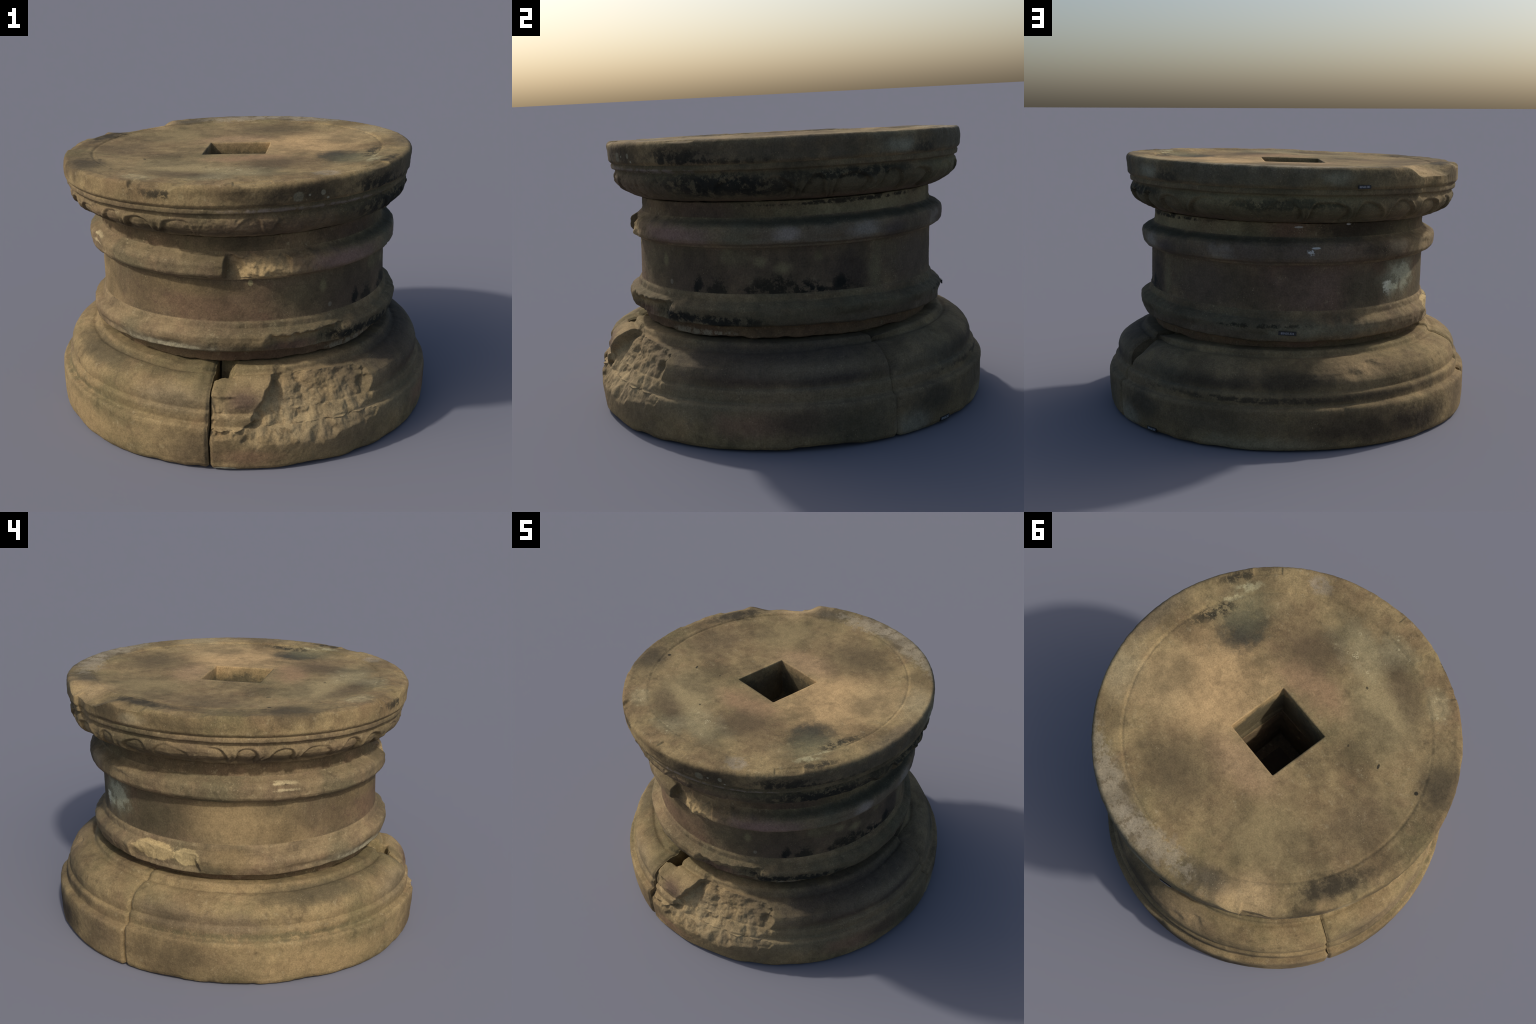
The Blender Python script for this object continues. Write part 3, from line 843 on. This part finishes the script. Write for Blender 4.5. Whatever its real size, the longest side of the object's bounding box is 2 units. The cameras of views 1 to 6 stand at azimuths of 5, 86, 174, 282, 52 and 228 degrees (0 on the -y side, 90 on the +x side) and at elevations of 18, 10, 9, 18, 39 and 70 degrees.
    m['ring'] = stone('ring_stone', srgb(140, 120, 86), srgb(116, 97, 72), srgb(110, 99, 72), [
        ('soft', A(20, 0.93, 60, 0.06), srgb(106, 96, 80), 0.8),
        ('soft', A(85, 0.93, 30, 0.06), srgb(96, 86, 76), 0.8),
        ('soft', A(30, 0.992, 75, 0.016), srgb(70, 68, 54), 0.9),
        ('soft', A(-45, 0.935, 13, 0.04), srgb(134, 108, 97), 0.8),
        ('soft', A(-20, 0.935, 6, 0.05), srgb(104, 98, 76), 0.8),
        ('soft', A(-4, 0.94, 4, 0.03), srgb(150, 140, 128), 0.8),
        ('soft', A(22, 0.94, 5, 0.03), srgb(142, 136, 124), 0.8),
        ('soft', A(60, 0.93, 4, 0.03), srgb(138, 132, 120), 0.7),
        ('soft', A(34, 0.92, 5, 0.03), srgb(84, 74, 70), 0.8),
        ('ragged', A(92, 0.935, 1.7, 0.020), srgb(204, 208, 202), 1.0),
        ('spot', A(93.5, 0.955, 1.4, 0.005), srgb(200, 204, 198), 0.8),
        ('soft', A(118, 0.93, 6, 0.035), srgb(66, 58, 46), 0.8),
        ('soft', A(128, 0.94, 5, 0.03), srgb(142, 128, 102), 0.7),
        ('soft', A(-79, 0.925, 10, 0.05), FRESH, 0.9),
        ('soft', A(-92, 0.94, 3, 0.05), srgb(96, 84, 58), 0.7),
        ('ragged', A(-152, 0.968, 6, 0.010), srgb(186, 168, 126), 0.8),
        ('ragged', A(-150, 0.935, 6, 0.009), srgb(186, 168, 126), 0.8),
        # lower ring
        ('soft', A(0, 0.56, 60, 0.07), srgb(84, 80, 62), 0.8),
        ('soft', A(65, 0.56, 40, 0.07), srgb(92, 86, 68), 0.8),
        ('soft', A(40, 0.525, 40, 0.03), srgb(98, 84, 68), 0.7),
        ('soft', A(92, 0.54, 22, 0.03), srgb(126, 122, 98), 0.7),
        ('ragged', A(75, 0.568, 22, 0.012), srgb(36, 38, 28), 0.9),
        ('ragged', A(-47, 0.555, 11, 0.036), BLACK, 1.0),
        ('ragged', A(-28, 0.545, 18, 0.030), BLACK, 0.95),
        ('soft', A(-68, 0.535, 9, 0.03), srgb(104, 80, 64), 0.8),
        ('soft', A(-75, 0.585, 15, 0.025), srgb(160, 136, 94), 0.7),
        ('soft', A(-115, 0.535, 22, 0.03), srgb(120, 112, 90), 0.7),
        ('ragged', A(-112, 0.535, 20, 0.02), srgb(170, 162, 132), 0.6),
        ('flat', A(160, 0.565, 9, 0.045), srgb(186, 162, 112), 0.85),
        ('flat', A(174, 0.562, 5, 0.042), srgb(188, 166, 116), 0.85),
        ('soft', A(-170, 0.57, 9, 0.05), srgb(164, 138, 94), 0.7),
    ], dark=0.55, seed=6.0)
    m['fillet'] = stone('fillet_stone', srgb(120, 98, 70), srgb(106, 84, 62), srgb(104, 92, 66), [
        ('ragged', A(-40, 0.47, 16, 0.02), srgb(160, 150, 124), 0.8),
        ('ragged', A(-165, 0.48, 12, 0.02), srgb(150, 132, 100), 0.7),
        ('soft', A(90, 0.48, 10, 0.03), srgb(124, 92, 74), 0.7),
        ('soft', A(-75, 0.48, 20, 0.03), srgb(84, 64, 48), 0.7),
    ], dark=0.6, seed=3.0)
    B = lambda az, z, wa, wz: ('arc', az, z, wa, wz, 0.95, 0.5)
    base = [
        ('soft', B(-66, 0.29, 25, 0.15), srgb(158, 134, 94), 0.85),
        ('ragged', B(-66, 0.24, 24, 0.12), srgb(188, 164, 118), 0.6),
        ('soft', B(-84.5, 0.335, 4.5, 0.045), srgb(98, 78, 64), 0.85),
        ('soft', B(-84, 0.07, 7, 0.04), srgb(164, 124, 92), 0.6),
        ('flat', B(-90, 0.008, 3.2, 0.012), srgb(200, 194, 162), 0.8),
        ('soft', B(-55, 0.10, 12, 0.08), srgb(116, 100, 74), 0.7),
        ('soft', B(10, 0.30, 60, 0.25), srgb(114, 101, 82), 0.6),  # with the next line, base stone tinted darker for its shaded half
        ('soft', B(80, 0.25, 45, 0.30), srgb(106, 94, 70), 0.6),
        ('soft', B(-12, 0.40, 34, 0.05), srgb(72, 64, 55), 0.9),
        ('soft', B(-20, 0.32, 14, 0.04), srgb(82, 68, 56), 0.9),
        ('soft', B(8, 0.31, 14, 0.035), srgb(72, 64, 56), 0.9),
        ('soft', B(-6, 0.35, 22, 0.03), srgb(108, 98, 80), 0.6),
        ('soft', B(-30, 0.20, 10, 0.07), srgb(112, 104, 80), 0.6),
        ('soft', B(-15, 0.12, 9, 0.05), srgb(132, 104, 80), 0.8),
        ('soft', B(-3, 0.13, 8, 0.06), srgb(86, 72, 58), 0.8),
        ('soft', B(12, 0.10, 8, 0.10), srgb(82, 76, 60), 0.7),
        ('soft', B(29, 0.05, 5, 0.06), srgb(142, 136, 116), 0.8),
        ('soft', B(36, 0.15, 9, 0.06), srgb(72, 66, 54), 0.8),
        ('soft', B(45, 0.30, 16, 0.05), srgb(84, 80, 66), 0.7),
        ('soft', B(62, 0.31, 14, 0.035), srgb(70, 62, 50), 0.85),
        ('soft', B(85, 0.33, 14, 0.045), srgb(66, 58, 46), 0.85),
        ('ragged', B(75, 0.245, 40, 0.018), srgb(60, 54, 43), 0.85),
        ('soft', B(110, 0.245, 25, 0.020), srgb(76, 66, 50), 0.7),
        ('soft', B(65, 0.13, 14, 0.06), srgb(96, 86, 68), 0.6),
        ('soft', B(75, 0.03, 16, 0.04), srgb(140, 130, 102), 0.7),
        ('soft', B(105, 0.10, 16, 0.07), srgb(70, 60, 46), 0.9),
        ('soft', B(126, 0.09, 10, 0.07), srgb(62, 53, 42), 0.9),
        ('soft', B(108, 0.37, 12, 0.04), srgb(150, 126, 90), 0.7),
        ('soft', B(-100, 0.10, 6, 0.08), srgb(104, 88, 64), 0.7),
        ('soft', B(-106, 0.33, 10, 0.06), srgb(128, 114, 88), 0.6),
        ('soft', B(-140, 0.41, 16, 0.03), srgb(92, 82, 60), 0.85),
        ('soft', B(-170, 0.30, 14, 0.05), srgb(112, 96, 74), 0.7),
        ('soft', B(170, 0.32, 8, 0.06), srgb(104, 90, 70), 0.7),
        ('soft', B(178, 0.12, 16, 0.08), srgb(112, 96, 68), 0.7),
        ('soft', B(148, 0.12, 8, 0.10), srgb(104, 88, 66), 0.6),
        ('ragged', B(-160, 0.245, 40, 0.02), srgb(102, 94, 66), 0.7),
        ('soft', B(-138, 0.10, 14, 0.07), srgb(164, 138, 94), 0.7),
    ]
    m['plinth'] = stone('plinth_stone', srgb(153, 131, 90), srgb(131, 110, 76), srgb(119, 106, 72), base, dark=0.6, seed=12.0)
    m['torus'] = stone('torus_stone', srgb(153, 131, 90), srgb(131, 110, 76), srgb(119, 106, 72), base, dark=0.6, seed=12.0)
    m['soil'] = plain('soil', srgb(78, 64, 48), 0.95)
    m['label'] = plain('label_plastic', srgb(24, 25, 26), 0.5)
    m['ink'] = plain('label_ink', srgb(150, 153, 158), 0.6)
    return m

# ------------------------------------------------------------------ inventory labels
def make_label(az, z, r, c, text, lean, size, mats):
    """small black engraved plate with a white number, fixed flat on the stone"""
    w, h, t = size
    bpy_me = bpy.data.meshes.new('inventory_label')
    n = 10
    v, f = [], []
    for i in range(n + 1):
        x = (i / n - 0.5) * w
        sag = -x * x / (2 * r)
        for zz in (-h / 2, h / 2):
            v.append((x, sag - t, zz))
            v.append((x, sag + t, zz))
    for i in range(n):
        a, b = i * 4, i * 4 + 4
        f += [(a + 1, b + 1, b + 3, a + 3), (a, a + 2, b + 2, b), (a + 2, a + 3, b + 3, b + 2), (a, b, b + 1, a + 1)]
    f += [(0, 1, 3, 2), (n * 4, n * 4 + 2, n * 4 + 3, n * 4 + 1)]
    # local +y points out of the stone
    bpy_me.from_pydata(v, [], f)
    bpy_me.update()
    ob = add_object('inventory_label', bpy_me, ROOT, mats['label'])
    ob.location = (c[0] + r * math.cos(az * D2R), c[1] + r * math.sin(az * D2R), z)
    ob.rotation_euler = (0, lean, az * D2R - math.pi / 2)
    cu = bpy.data.curves.new('label_number', 'FONT')
    cu.body = text
    cu.size = h * 0.75
    cu.align_x = 'CENTER'
    cu.align_y = 'CENTER'
    cu.extrude = 0.0003
    tmp = bpy.data.objects.new('tmp_text', cu)
    bpy.context.collection.objects.link(tmp)
    dg = bpy.context.evaluated_depsgraph_get()
    me = bpy.data.meshes.new_from_object(tmp.evaluated_get(dg))
    bpy.data.objects.remove(tmp)
    co = np.zeros(len(me.vertices) * 3)
    me.vertices.foreach_get('co', co)
    co = co.reshape(-1, 3)
    k = min(1.0, w * 0.80 / max(1e-6, np.ptp(co[:, 0])))
    x = co[:, 0] * k
    new = np.stack([-x, t + 0.0005 + co[:, 2] - x * x / (2 * r), co[:, 1]], -1)
    me.vertices.foreach_set('co', new.reshape(-1))
    me.name = 'label_number'
    me.materials.clear()
    add_object('label_number', me, ob, mats['ink'])

# ------------------------------------------------------------------ assemble
def main():
    global ROOT
    ROOT = bpy.data.objects.new('column_pedestal', None)
    bpy.context.collection.objects.link(ROOT)
    ROOT['label'] = 'weathered round sandstone column pedestal with moulded base and square socket'
    ROOT['category'] = 'stone pedestal'
    mats = make_materials()
    make_capital(mats)
    make_drum(mats)
    j = JOINTS
    make_block(j[0], j[1], 0.000, 0.009, 0.0015, 'broken', mats, 1)
    make_block(j[1], j[2], 0.000, 0.0015, 0.0015, 'back', mats, 2)
    make_block(j[2], j[0] + 360, 0.019, 0.0015, 0.004, 'left', mats, 3)
    make_label(105.2, 1.254, 0.909, CAP_C, '80N60.383', 0.0, (0.066, 0.018, 0.0025), mats)
    make_label(83.9, 0.538, 0.8180, (0, 0), '80N50.334', -0.05, (0.088, 0.019, 0.003), mats)
    make_label(40.8, 0.022, 0.992, (0, 0), '80N60.387', 0.0, (0.072, 0.020, 0.003), mats)

main()
